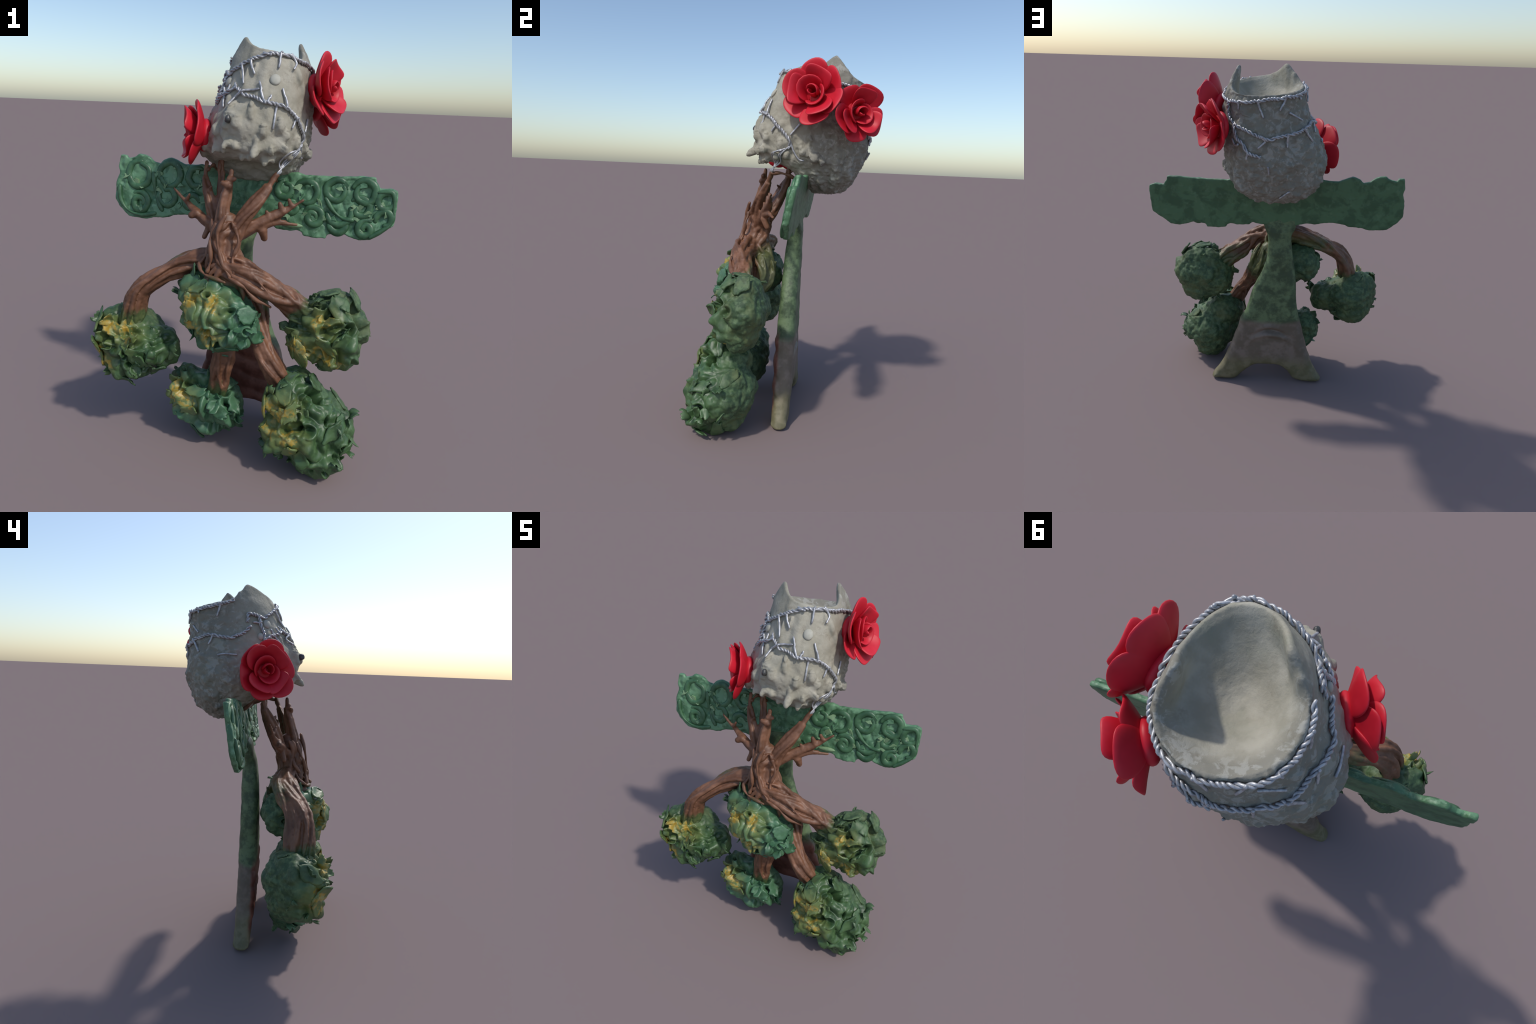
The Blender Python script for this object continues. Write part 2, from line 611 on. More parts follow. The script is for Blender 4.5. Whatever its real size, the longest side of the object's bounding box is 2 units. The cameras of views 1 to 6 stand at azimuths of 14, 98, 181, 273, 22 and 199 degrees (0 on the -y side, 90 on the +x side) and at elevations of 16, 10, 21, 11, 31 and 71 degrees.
# lumps pressed on to the muzzle, brow and cheeks: angle, height, radius, stretch, sag
LUMPS = [
    (263, 1.625, 0.034, 1.0), (255, 1.605, 0.024, 1.0), (244, 1.577, 0.034, 1.0), (253, 1.560, 0.028, 1.0), (258, 1.524, 0.024, 1.0),
    (282, 1.454, 0.025, 1.0), (271, 1.466, 0.019, 1.0), (265, 1.464, 0.019, 1.0), (287, 1.502, 0.028, 1.0), (297, 1.508, 0.028, 1.0),
    (298, 1.565, 0.036, 1.0), (281, 1.583, 0.036, 1.0), (252, 1.495, 0.024, 1.0), (262, 1.515, 0.022, 1.0), (290, 1.457, 0.022, 1.0),
    (245, 1.492, 0.018, 1.4), (277, 1.541, 0.024, 1.0), (293, 1.610, 0.038, 1.1), (256, 1.690, 0.020, 2.2), (247, 1.710, 0.018, 2.0),
    (272, 1.668, 0.026, 1.9), (235, 1.560, 0.026, 1.2), (236, 1.620, 0.022, 1.8), (240, 1.535, 0.024, 1.0), (228, 1.545, 0.022, 1.0),
    (313, 1.532, 0.036, 1.0), (306, 1.475, 0.026, 1.0), (318, 1.480, 0.026, 1.0), (346, 1.562, 0.022, 1.0), (352, 1.474, 0.032, 1.0),
    (1, 1.456, 0.026, 1.0), (336, 1.500, 0.024, 1.2), (262, 1.825, 0.015, 3.0), (270, 1.850, 0.014, 2.2), (304, 1.870, 0.016, 2.2),
    (311, 1.830, 0.022, 2.2), (318, 1.770, 0.022, 2.0), (225, 1.500, 0.024, 1.3), (216, 1.470, 0.026, 1.2)]


def build_head():
    parts = [shell] + MUZZLE
    for az, z, r, st in LUMPS:
        p, n = on_head(az, z)
        B = basis(n)
        parts.append(ellipsoid(p + n * r * (0.25 if z < 1.53 else 0.0), (r * 0.8, r * st, r * 0.75), B, 16, 10))
    # two blunt cone-like pegs on the lower lip and a drip on the left cheek
    for (a, za), out, r in (((277, 1.508), (-0.004, -0.045, -0.030), 0.022), ((283, 1.458), (0.004, -0.026, -0.020), 0.023),
                            ((256, 1.535), (-0.012, -0.030, -0.030), 0.020), ((243, 1.545), (-0.012, -0.012, -0.070), 0.013)):
        p, n = on_head(a, za)
        q = np.array(p) + np.array(out)
        parts.append(tube(catmull([p - n * 0.02, (p + q) / 2, q], 8), np.linspace(r * 1.3, r * 0.7, 8), 12))
    # random stucco lumps around back and sides below the rim
    for k in range(95):
        az, z = rng.uniform(-50, 215), rng.uniform(1.29, 1.60) if k % 4 else rng.uniform(1.6, 1.8)
        p, n = on_head(az, z)
        r = rng.uniform(0.016, 0.036)
        parts.append(ellipsoid(p - n * r * 0.35, (r, r * rng.uniform(0.8, 1.4), r * 0.7), basis(n), 14, 8))
    V, F = voxel_union(parts, 0.0055)
    V = relax(V, F, 4, 0.5, keep=False)
    N = normals(V, F)
    z = V[:, 2]
    inner = smooth(0.15, 0.4, -((V[:, 0] - 0.075) * N[:, 0] + (V[:, 1] - 0.165) * N[:, 1]) / 0.2) + smooth(1.5, 1.56, z) * (N[:, 2] > 0.6)
    inner = np.clip(inner, 0, 1)
    inner = np.maximum(inner, smooth(0.30, 0.12, np.hypot(V[:, 0] - 0.075, V[:, 1] - 0.165)) * (z > 1.7))
    low = smooth(1.75, 1.50, z)
    back = smooth(0.0, 0.2, V[:, 1])
    rough = np.maximum(back * 0.8, low * (0.3 + 0.7 * smooth(-0.02, 0.1, V[:, 1])))
    d = 0.008 * fbm(V * 8, 2) + (0.002 + 0.008 * rough) * fbm(V * 24 + 5, 3)
    d += back * 0.005 * np.abs(fbm(V * 40 + 9, 2)) * (0.4 + 0.6 * low) - 0.004 * low
    # vertical sagging folds under the brow at the front
    front = smooth(0.08, -0.03, V[:, 1]) * smooth(1.58, 1.66, z)
    d += front * 0.010 * perlin(np.stack([V[:, 0] * 22, V[:, 1] * 6, z * 5], 1))
    chin_shade_dent = np.exp(-(((V[:, 0] - 0.04) / 0.13) ** 2 + ((V[:, 1] + 0.03) / 0.09) ** 2 + ((z - 1.40) / 0.06) ** 2)) * smooth(0.2, -0.4, N[:, 2])
    d -= 0.028 * chin_shade_dent  # slope under the chin pressed inward to deepen its baked-looking shadow
    d *= 1 - 0.8 * inner
    V = V + N * d[:, None]
    rimz = rim_height(np.arctan2(V[:, 1] - 0.165, V[:, 0] - 0.075))
    cen = np.array([V[list(q)].mean(0) for q in F])
    lab = np.zeros(len(F), int)
    lab[(cen[:, 2] > 1.925) & (np.hypot(cen[:, 0] - 0.213, cen[:, 1] - 0.226) < 0.13)] = 1
    lab[(cen[:, 2] > 1.925) & (np.hypot(cen[:, 0] + 0.075, cen[:, 1] - 0.09) < 0.10)] = 2
    head, *ears = split_skin(V, F, lab, [('head', STONE), ('ear', STONE), ('ear', STONE)], root)
    for e in ears:
        if e:
            e.parent = head
    bv = BVHTree.FromPolygons([tuple(v) for v in V], F)
    return head, bv


head, HEAD_BV = build_head()


def hp(az, z, lift=0.0):
    p, n = on_head(az, z, HEAD_BV)
    return p + n * lift


# button eyes and the dark nose
for az, z, r in ((288, 1.804, 0.025), (238, 1.795, 0.023), (224, 1.726, 0.018)):
    p, n = on_head(az, z, HEAD_BV)
    V, F = ellipsoid(p + n * 0.003, (r, r * 1.12, 0.012), basis(n))
    add('eye', np_mesh('eye', V, F), head, PALE_STONE)
V, F = ellipsoid((-0.022, -0.214, 1.632), (0.013, 0.020, 0.019))
V = V + normals(V, F) * (0.004 * perlin(V * 60))[:, None]
add('nose', np_mesh('nose', V, F), head, DARK)


# ------------------------------------------------------------- barbed wire ---
def barbed_wire(ctrl, barbs=(), pitch=0.046, r=0.0050):
    P = np.array([hp(a, z, 0.009) for a, z in ctrl])
    P = catmull(P, max(30, int(len(ctrl) * 14)))
    # pull back on to the surface
    Q = []
    for p in P:
        hit, n, _, _ = HEAD_BV.find_nearest(Vector(p))
        n = np.array(n)
        Q.append(np.array(hit) + n * 0.008)
    P = np.array(Q)
    for _ in range(3):
        P[1:-1] = (P[:-2] + 2 * P[1:-1] + P[2:]) / 4
    L = np.concatenate([[0], np.cumsum(np.linalg.norm(np.diff(P, axis=0), axis=1))])
    n = max(20, int(L[-1] / 0.0045))
    t = np.linspace(0, L[-1], n)
    P = np.stack([np.interp(t, L, P[:, k]) for k in range(3)], 1)
    T, U, W = frames(P)
    wob = 1.5 * np.sin(t * 23) + 0.9 * np.sin(t * 61 + 1)
    P = P + 0.004 * np.stack([perlin(P * 30 + 9 * k) for k in range(3)], 1)
    parts = []
    for ph in (0, math.pi):
        a = t / pitch * 2 * math.pi + ph + wob
        parts.append(tube(P + 0.0050 * (np.cos(a)[:, None] * U + np.sin(a)[:, None] * W), r, 8))
    V, F = join_geo(parts)
    w = add('barbed_wire', np_mesh('barbed_wire', V, F), root, WIRE)
    for ends in barbs:
        pts = [hp(a, z, 0.013 if k == 0 else 0.007) for k, (a, z) in enumerate(ends)]
        back = pts[0] - (pts[1] - pts[0]) * 0.12
        mid = (pts[0] + pts[-1]) / 2 if len(pts) == 2 else pts[1]
        hit, nn, _, _ = HEAD_BV.find_nearest(Vector(mid))
        mid = np.array(hit) + np.array(nn) * 0.009
        q = catmull([back, pts[0], mid, pts[-1]], 12)
        q[4:8] += rng.normal(size=3) * 0.003
        V, F = tube(q, np.linspace(0.0066, 0.0048, 12), 8)
        add('barb', np_mesh('barb', V, F), w, WIRE)
    return w


# round the rim
barbed_wire([(213, 1.800), (216, 1.835), (224, 1.841), (231, 1.830), (238, 1.828), (248, 1.850), (261, 1.877), (273, 1.899), (286, 1.915),
             (296, 1.910), (308, 1.898), (325, 1.885), (345, 1.868), (0, 1.852), (18, 1.838), (36, 1.826), (54, 1.822), (78, 1.830),
             (98, 1.846), (115, 1.860), (140, 1.875), (160, 1.888), (178, 1.897), (200, 1.908)],
            [[(292, 1.912), (290, 1.856)], [(303, 1.908), (306, 1.880), (304, 1.855)], [(266, 1.874), (270, 1.829)], [(256, 1.861), (260, 1.83), (262, 1.783)],
             [(282, 1.905), (276, 1.925)], [(82, 1.830), (84, 1.79), (89, 1.754)], [(118, 1.860), (110, 1.792)], [(179, 1.894), (172, 1.824)],
             [(140, 1.875), (143, 1.84)], [(55, 1.82), (56, 1.79)]])
# across the brow and down the right cheek
barbed_wire([(226, 1.696), (232, 1.718), (241, 1.738), (249, 1.752), (255, 1.765), (264, 1.738), (273, 1.726), (281, 1.709), (291, 1.699),
             (298, 1.683), (306, 1.655), (312, 1.625), (317, 1.590), (322, 1.552), (320, 1.515)],
            [[(238, 1.750), (245, 1.680)], [(264, 1.748), (270, 1.752), (276, 1.760)], [(281, 1.712), (276, 1.791)], [(297, 1.695), (294, 1.765)],
             [(290, 1.694), (289, 1.65), (288, 1.597)], [(254, 1.765), (252, 1.785)], [(284, 1.705), (285, 1.735)], [(309, 1.64), (304, 1.60)],
             [(263, 1.745), (257, 1.72), (255, 1.69)], [(247, 1.75), (246, 1.775)]])
# round the back
barbed_wire([(37, 1.815), (38, 1.760), (49, 1.722), (62, 1.701), (75, 1.680), (87, 1.659), (96, 1.650), (105, 1.660), (121, 1.672),
             (135, 1.690), (146, 1.706), (160, 1.717), (177, 1.712), (187, 1.710), (196, 1.722), (206, 1.745), (214, 1.772)],
            [[(89, 1.662), (90, 1.64), (84, 1.608)], [(117, 1.668), (116, 1.615)], [(140, 1.695), (148, 1.637)], [(165, 1.715), (160, 1.675)]])
barbed_wire([(52, 1.712), (57, 1.656), (63, 1.627), (69, 1.594), (77, 1.573), (86, 1.562)], [[(60, 1.62), (54, 1.615), (50, 1.64)], [(72, 1.585), (70, 1.55)]])
barbed_wire([(231, 1.826), (229, 1.796), (228, 1.769), (228, 1.737), (226, 1.690)], [[(229, 1.798), (220, 1.797)]])
# loose wire ends pressed into the stone
for pts in ([(173, 1.619), (180, 1.627), (192, 1.625)], [(124, 1.778), (140, 1.740)], [(95, 1.514), (97, 1.479)], [(134, 1.377), (124, 1.341)],
            [(332, 1.637), (324, 1.585)], [(322, 1.540), (326, 1.500), (330, 1.462), (336, 1.459)], [(299, 1.918), (284, 1.922)]):
    q = catmull([hp(a, z, 0.006) for a, z in pts], 12)
    V, F = tube(q, np.linspace(0.0055, 0.0045, 12), 8)
    add('wire_end', np_mesh('wire_end', V, F), head, WIRE)
# frayed strands running from the wire to the branch below the chin
for k in range(4):
    pts = [hp(321 - 2 * k, 1.530 - 0.008 * k, 0.008), hp(314 - 3 * k, 1.485, 0.010), hp(306 - 3 * k, 1.450, 0.010), (0.190 + 0.003 * k, -0.086 + 0.004 * k, 1.402), (0.182, -0.082, 1.385)]
    V, F = tube(catmull(pts, 24), 0.0042, 8)
    add('wire_strand', np_mesh('wire_strand', V, F), head, WIRE)


# ------------------------------------------------------------------- roses ---
def disc_sheet(fn, thick, rings=9, seg=30):
    """Thick rounded sheet: fn maps a point (a, b) of the unit disc to space."""
    R = np.sin(np.linspace(0, 1, rings + 1)[1:] * np.pi / 2)
    th = np.linspace(0, 2 * np.pi, seg, endpoint=False)
    A = np.concatenate([[0]] + [r * np.cos(th) for r in R])
    Bb = np.concatenate([[0]] + [r * np.sin(th) for r in R])
    h = 1e-3
    P = fn(A, Bb)
    N = np.cross(fn(A + h, Bb) - fn(A - h, Bb), fn(A, Bb + h) - fn(A, Bb - h))
    N /= np.linalg.norm(N, axis=1)[:, None] + 1e-12
    D = thick / 2 * np.sqrt(np.clip(1 - (A * A + Bb * Bb) ** 3, 0, 1))[:, None]
    n = len(P)
    V = np.vstack([P + N * D, (P - N * D)[:n - seg]])
    F = []
    for side in (0, 1):
        def idx(r, k):
            if side and r == rings:
                return 1 + (r - 1) * seg + k % seg
            return side * n + (0 if r == 0 else 1 + (r - 1) * seg + k % seg)
        for r in range(rings):
            for k in range(seg):
                q = (idx(0, 0), idx(1, k), idx(1, k + 1)) if r == 0 else (idx(r, k), idx(r + 1, k), idx(r + 1, k + 1), idx(r, k + 1))
                F.append(q if not side else q[::-1])
    return V, F


def open_petal(L, W, rise, cup, curl, wave, seed):
    """Petal growing along +x from the flower's axis, facing +z."""
    g = np.random.default_rng(seed)
    p = g.uniform(0, 6, 3)
    t = math.tan(math.radians(rise))
    def fn(a, b):
        v = (b + 1) / 2
        x = 0.10 * L + 0.90 * L * v
        y = W / 2 * a * (0.62 + 0.45 * v)
        q = np.sqrt(x * x + y * y) / L
        z = L * (t * 0.5 * q + t * q * q) + cup * W * a * a * v - curl * L * v ** 4
        z = z + wave * L * v * np.sin(2.6 * a + p[0] + 1.5 * v)
        x = x + 0.05 * L * v * np.sin(2.2 * a + p[1])
        return np.stack([x, y, z], 1)
    return fn


def cup_petal(r0, r1, H, span, flare, seed):
    """Upright petal wrapping round the axis."""
    g = np.random.default_rng(seed)
    p = g.uniform(0, 6, 3)
    S = math.radians(span) / 2
    def fn(a, b):
        v = (b + 1) / 2
        th = a * S
        r = r0 + (r1 - r0) * v ** 0.8 + flare * r1 * (v ** 4 + 0.5 * a ** 4 * v)
        z = H * v * (1 + 0.08 * np.sin(3 * a + p[0]))
        r = r * (1 + 0.06 * np.sin(2 * a + p[1]))
        return np.stack([r * np.cos(th), r * np.sin(th), z], 1)
    return fn


def rose(center, normal, size, spin, seed, outer, middle, tall=1.0, up=(0, 0, 1)):
    e = bpy.data.objects.new('rose', None)
    bpy.context.scene.collection.objects.link(e)
    e.parent = root
    B = basis(normal, up)
    c = np.asarray(center, float)
    g = np.random.default_rng(seed)
    def place(fn, ang, lift, thick):
        V, F = disc_sheet(fn, thick * size)
        a = math.radians(spin + ang)
        R = np.array([[math.cos(a), -math.sin(a), 0], [math.sin(a), math.cos(a), 0], [0, 0, 1]])
        V = (V @ R.T + np.array([0, 0, lift * size])) @ B.T + c
        add('petal', np_mesh('petal', V, F), e, ROSE)
    for k in range(outer):
        fn = open_petal(size * g.uniform(0.95, 1.06), size * g.uniform(1.0, 1.2), g.uniform(14, 22), g.uniform(-0.04, 0.04),
                        g.uniform(0.0, 0.16), 0.03, seed * 50 + k)
        place(fn, 360 * k / outer + g.uniform(-9, 9), 0.03 * (k % 3), 0.10)
    for k in range(middle):
        fn = open_petal(size * g.uniform(0.70, 0.84), size * g.uniform(0.95, 1.1), g.uniform(26, 34) * (0.6 + 0.4 * tall), g.uniform(-0.02, 0.06),
                        g.uniform(0.0, 0.18), 0.03, seed * 50 + 20 + k)
        place(fn, 30 + 360 * k / middle + g.uniform(-14, 14), 0.06 + 0.03 * (k % 2), 0.095)
    # two tall cupped petals, a third smaller one, and the bud between them
    place(cup_petal(0.18 * size, 0.42 * size, 0.56 * size * tall, 190, 0.16, seed), 100, 0.06, 0.085)
    place(cup_petal(0.16 * size, 0.36 * size, 0.50 * size * tall, 190, 0.18, seed + 1), -75, 0.08, 0.085)
    place(cup_petal(0.10 * size, 0.23 * size, 0.58 * size * tall, 230, -0.30, seed + 2), 40, 0.12, 0.07)
    place(cup_petal(0.06 * size, 0.13 * size, 0.52 * size * tall, 220, -0.2, seed + 3), 200, 0.12, 0.06)
    V, F = ellipsoid((0, 0, 0.02 * size), (0.5 * size, 0.5 * size, 0.22 * size))
    add('rose_base', np_mesh('rose_base', V @ B.T + c, F), e, ROSE)
    return e


rose((0.305, 0.150, 1.772), (0.95, -0.24, 0.18), 0.160, 35, 3, 6, 3, 1.1)
rose((0.283, 0.335, 1.698), (0.86, 0.50, 0.00), 0.145, 58, 5, 5, 3, 1.05)
rose((-0.198, -0.012, 1.545), (-0.90, -0.40, 0.10), 0.160, 20, 8, 6, 4, 0.95)


# --------------------------------------------------------------- tree body ---
LIMBS = {
    'torso': ([(-0.03, -0.165, 1.17), (-0.03, -0.172, 1.10), (-0.03, -0.178, 1.03), (-0.022, -0.195, 0.96), (0.0, -0.205, 0.89), (0.03, -0.20, 0.80)],
              [0.070, 0.068, 0.070, 0.088, 0.110, 0.09]),
    'arm_left': ([(-0.05, -0.185, 0.985), (-0.15, -0.155, 0.960), (-0.265, -0.17, 0.915), (-0.371, -0.222, 0.852), (-0.45, -0.245, 0.775), (-0.482, -0.25, 0.67), (-0.49, -0.25, 0.58)],
                 [0.06, 0.048, 0.042, 0.037, 0.042, 0.052, 0.05]),
    'arm_right': ([(0.0, -0.225, 0.95), (0.10, -0.245, 0.922), (0.19, -0.235, 0.875), (0.27, -0.207, 0.82), (0.34, -0.19, 0.78), (0.43, -0.18, 0.73)],
                  [0.070, 0.062, 0.060, 0.060, 0.062, 0.06]),
    'leg_right': ([(0.045, -0.125, 0.88), (0.10, -0.135, 0.77), (0.155, -0.22, 0.66), (0.218, -0.275, 0.545), (0.295, -0.27, 0.42), (0.35, -0.28, 0.32)],
                  [0.075, 0.070, 0.056, 0.047, 0.050, 0.05]),
    'leg_left': ([(0.0, -0.20, 0.80), (0.01, -0.26, 0.66), (0.012, -0.285, 0.56), (-0.012, -0.275, 0.43), (-0.03, -0.255, 0.33), (-0.05, -0.25, 0.25)],
                 [0.055, 0.050, 0.045, 0.045, 0.048, 0.045]),
    'branch_far_left': ([(-0.055, -0.155, 1.10), (-0.13, -0.135, 1.14), (-0.20, -0.11, 1.175), (-0.27, -0.085, 1.225), (-0.341, -0.067, 1.285)],
                        [0.030, 0.025, 0.020, 0.013, 0.008]),
    'branch_left': ([(-0.06, -0.15, 1.08), (-0.11, -0.115, 1.17), (-0.145, -0.085, 1.25), (-0.185, -0.04, 1.335), (-0.185, -0.02, 1.42)],
                    [0.030, 0.023, 0.021, 0.020, 0.015]),
    'branch_back': ([(-0.04, -0.135, 1.09), (-0.08, -0.09, 1.18), (-0.10, -0.05, 1.27), (-0.105, -0.02, 1.36), (-0.11, -0.02, 1.46)],
                    [0.033, 0.023, 0.016, 0.015, 0.018]),
    'branch_center': ([(-0.03, -0.19, 1.08), (-0.045, -0.195, 1.17), (-0.04, -0.175, 1.26), (-0.025, -0.155, 1.34), (-0.019, -0.147, 1.402)],
                      [0.033, 0.028, 0.024, 0.021, 0.016]),
    'branch_right': ([(0.0, -0.185, 1.08), (0.035, -0.18, 1.17), (0.095, -0.15, 1.25), (0.145, -0.11, 1.325), (0.181, -0.081, 1.388)],
                     [0.041, 0.034, 0.030, 0.023, 0.018]),
    'branch_thin_right': ([(0.01, -0.16, 1.08), (0.085, -0.14, 1.135), (0.16, -0.115, 1.18), (0.235, -0.085, 1.22), (0.311, -0.062, 1.275)],
                          [0.038, 0.031, 0.023, 0.016, 0.008]),
    'branch_stub': ([(0.04, -0.14, 1.10), (0.12, -0.115, 1.135), (0.20, -0.08, 1.155), (0.285, -0.05, 1.152)],
                    [0.029, 0.021, 0.013, 0.011]),
}
SIDE_TWIGS = [  # short pegs on the branches: start, end, radius
    ((-0.02, -0.17, 1.33), (-0.055, -0.175, 1.345), 0.014), ((-0.025, -0.155, 1.36), (0.0, -0.16, 1.365), 0.015),
    ((-0.20, -0.11, 1.175), (-0.23, -0.12, 1.165), 0.020), ((-0.27, -0.085, 1.22), (-0.245, -0.10, 1.265), 0.009),
    ((0.22, -0.09, 1.215), (0.205, -0.095, 1.255), 0.013), ((0.26, -0.075, 1.24), (0.245, -0.08, 1.275), 0.011),
    ((0.16, -0.115, 1.185), (0.15, -0.12, 1.215), 0.012), ((-0.15, -0.08, 1.26), (-0.115, -0.085, 1.25), 0.012),
    ((-0.155, -0.07, 1.28), (-0.135, -0.09, 1.31), 0.010), ((-0.13, -0.135, 1.12), (-0.15, -0.15, 1.07), 0.014),
    ((0.13, -0.12, 1.13), (0.14, -0.10, 1.08), 0.020),
]
FLOWS = [('branch_far_left', 'arm_left'), ('branch_left', 'arm_left'), ('branch_back', 'arm_left'), ('branch_center', 'leg_left'),
         ('branch_center', 'arm_right'), ('branch_right', 'arm_right'), ('branch_right', 'leg_right'), ('branch_thin_right', 'arm_right'),
         ('branch_stub', 'leg_right'), ('branch_left', 'leg_left'), ('branch_back', 'leg_right')]


def limb_curve(name, n=40):
    P, R = LIMBS[name]
    return catmull(P, n), np.interp(np.linspace(0, 1, n), np.linspace(0, 1, len(R)), R)


def strand(P, R, phase, twist, r, lift=0.85, seed=0):
    """A root-like cord winding along a limb."""
    T, U, W = frames(P)
    n = len(P)
    s = np.linspace(0, 1, n)
    g = np.random.default_rng(seed)
    a = phase + twist * s + 0.5 * np.sin(s * g.uniform(5, 11) + g.uniform(0, 6))
    d = R * (lift + 0.10 * np.sin(s * g.uniform(8, 16) + g.uniform(0, 6)))
    Q = P + d[:, None] * (np.cos(a)[:, None] * U + np.sin(a)[:, None] * W)
    rr = r * (0.75 + 0.4 * np.sin(s * g.uniform(4, 12) + g.uniform(0, 6)) ** 2) * np.clip(np.minimum(s, 1 - s) * 8 + 0.45, 0.45, 1)
    return tube(Q, rr, 8)


def build_tree():
    parts = []
    for name in LIMBS:
        P, R = limb_curve(name)
        parts.append(tube(P, R * 0.70, 16))
    P, R = limb_curve('arm_left')
    k = smooth(0.0, 0.35, np.linspace(0, 1, len(P)))[:, None]
    for off in (-0.030, 0.034):
        Q = P + k * np.array([0.008 * np.sign(off), off, 0.012])
        parts.append(tube(Q, R * 0.60, 14))
        for q in range(9):
            parts.append(strand(Q, R * 0.85, 0.7 * q + rng.uniform(0, 0.4), rng.uniform(-2.5, 2.5), rng.uniform(0.007, 0.014), 0.92, 700 + q + int(off > 0) * 10))
    for a, b, r in SIDE_TWIGS:
        parts.append(tube(catmull([a, (np.array(a) + b) / 2, b], 6), np.linspace(r * 1.2, r * 0.8, 6), 10))
    k = 0
    torso = LIMBS['torso']
    for top, bottom in FLOWS:
        for rep in range(3):
            a, ra = limb_curve(top, 20)
            b, rb = limb_curve(bottom, 30)
            mid = np.array(torso[0][1:4])
            P = np.vstack([a[::-1][4:], mid, b[3:]])
            R = np.concatenate([ra[::-1][4:], torso[1][1:4], rb[3:]])
            L = np.concatenate([[0], np.cumsum(np.linalg.norm(np.diff(P, axis=0), axis=1))])
            t = np.linspace(0, L[-1], 90)
            P = np.stack([np.interp(t, L, P[:, i]) for i in range(3)], 1)
            for _ in range(6):
                P[1:-1] = (P[:-2] + P[1:-1] + P[2:]) / 3
            R = np.interp(t, L, R)
            parts.append(strand(P, R, rng.uniform(0, 6.28), rng.uniform(-3, 3), rng.uniform(0.009, 0.016), 0.80, 100 + k))
            k += 1
    for name in ('torso', 'arm_left', 'arm_right', 'leg_left', 'leg_right'):
        P, R = limb_curve(name, 50)
        for rep in range(9 if name != 'torso' else 14):
            parts.append(strand(P, R, rng.uniform(0, 6.28), rng.uniform(-2.2, 2.2), rng.uniform(0.008, 0.016), 0.92, 300 + k))
            k += 1
    V, F = voxel_union(parts, 0.0045)
    V = relax(V, F, 2, 0.5, keep=False)
    N = normals(V, F)
    V = V + N * (0.003 * fbm(V * 16, 2) + 0.0015 * perlin(V * 50))[:, None]
    cen = np.array([V[list(q)].mean(0) for q in F])
    names = list(LIMBS)
    best = np.full(len(cen), 9.0)
    lab = np.zeros(len(cen), int)
    for i, nm in enumerate(names):
        P, R = limb_curve(nm, 60)
        skip = 0 if nm == 'torso' else 10
        for p, r in zip(P[skip:], R[skip:]):
            d = np.linalg.norm(cen - p, axis=1) / r
            hit = d < best
            best[hit] = d[hit]
            lab[hit] = i
    specs = [(nm.split('_')[0], BARK) for nm in names]
    split_skin(V, F, lab, specs, root)


build_tree()

# loose vines that stand clear of the trunk
VINES = [
    [(-0.02, -0.235, 1.20), (-0.045, -0.262, 1.12), (-0.03, -0.272, 1.03), (0.0, -0.285, 0.97), (0.03, -0.29, 0.93)],
    [(-0.07, -0.215, 1.16), (-0.085, -0.25, 1.08), (-0.07, -0.27, 1.00), (-0.085, -0.28, 0.94)],
    [(0.03, -0.23, 1.15), (0.05, -0.245, 1.08), (0.03, -0.26, 1.01), (0.045, -0.28, 0.95)],
    [(-0.06, -0.19, 1.13), (-0.10, -0.20, 1.06), (-0.10, -0.235, 1.00), (-0.075, -0.265, 0.965), (-0.04, -0.27, 0.98)],
    [(-0.10, -0.21, 1.02), (-0.14, -0.235, 0.96), (-0.11, -0.275, 0.93), (-0.05, -0.295, 0.915), (0.01, -0.30, 0.905)],
    [(0.03, -0.30, 0.93), (0.09, -0.305, 0.90), (0.15, -0.30, 0.85), (0.22, -0.27, 0.80)],
    [(0.185, -0.085, 1.385), (0.17, 0.0, 1.38), (0.15, 0.07, 1.335)],
    [(-0.12, -0.02, 1.42), (-0.11, -0.05, 1.32), (-0.12, -0.06, 1.22)],
    [(-0.175, -0.03, 1.38), (-0.16, 0.01, 1.40), (-0.14, 0.08, 1.34)],
]
for i, pts in enumerate(VINES):
    P = catmull(pts, 34)
    P = P + 0.006 * np.stack([perlin(P * 22 + 3 * k) for k in range(3)], 1)
    s = np.linspace(0, 1, 34)
    V, F = tube(P, 0.0085 * (1 + 0.35 * np.sin(s * 13 + i)), 9)
    add('vine', np_mesh('vine', V, F), root, BARK)


# ------------------------------------------------------------ leafy clumps ---
def sheet_faces(nu, nv):
    """Faces of a closed thick sheet: nu x nv top grid followed by the bottom grid."""
    o = nu * nv
    F = []
    for i in range(nu - 1):
        for j in range(nv - 1):
            q = i * nv + j, (i + 1) * nv + j, (i + 1) * nv + j + 1, i * nv + j + 1
            F.append(q)
            F.append(tuple(o + x for x in q[::-1]))
    rim = [(i, 0) for i in range(nu)] + [(nu - 1, j) for j in range(1, nv)] + [(i, nv - 1) for i in range(nu - 2, -1, -1)] + [(0, j) for j in range(nv - 2, 0, -1)]
    ids = [i * nv + j for i, j in rim]
    for q in range(len(ids)):
        a, b = ids[q], ids[(q + 1) % len(ids)]
        F.append((b, a, o + a, o + b))
    return F


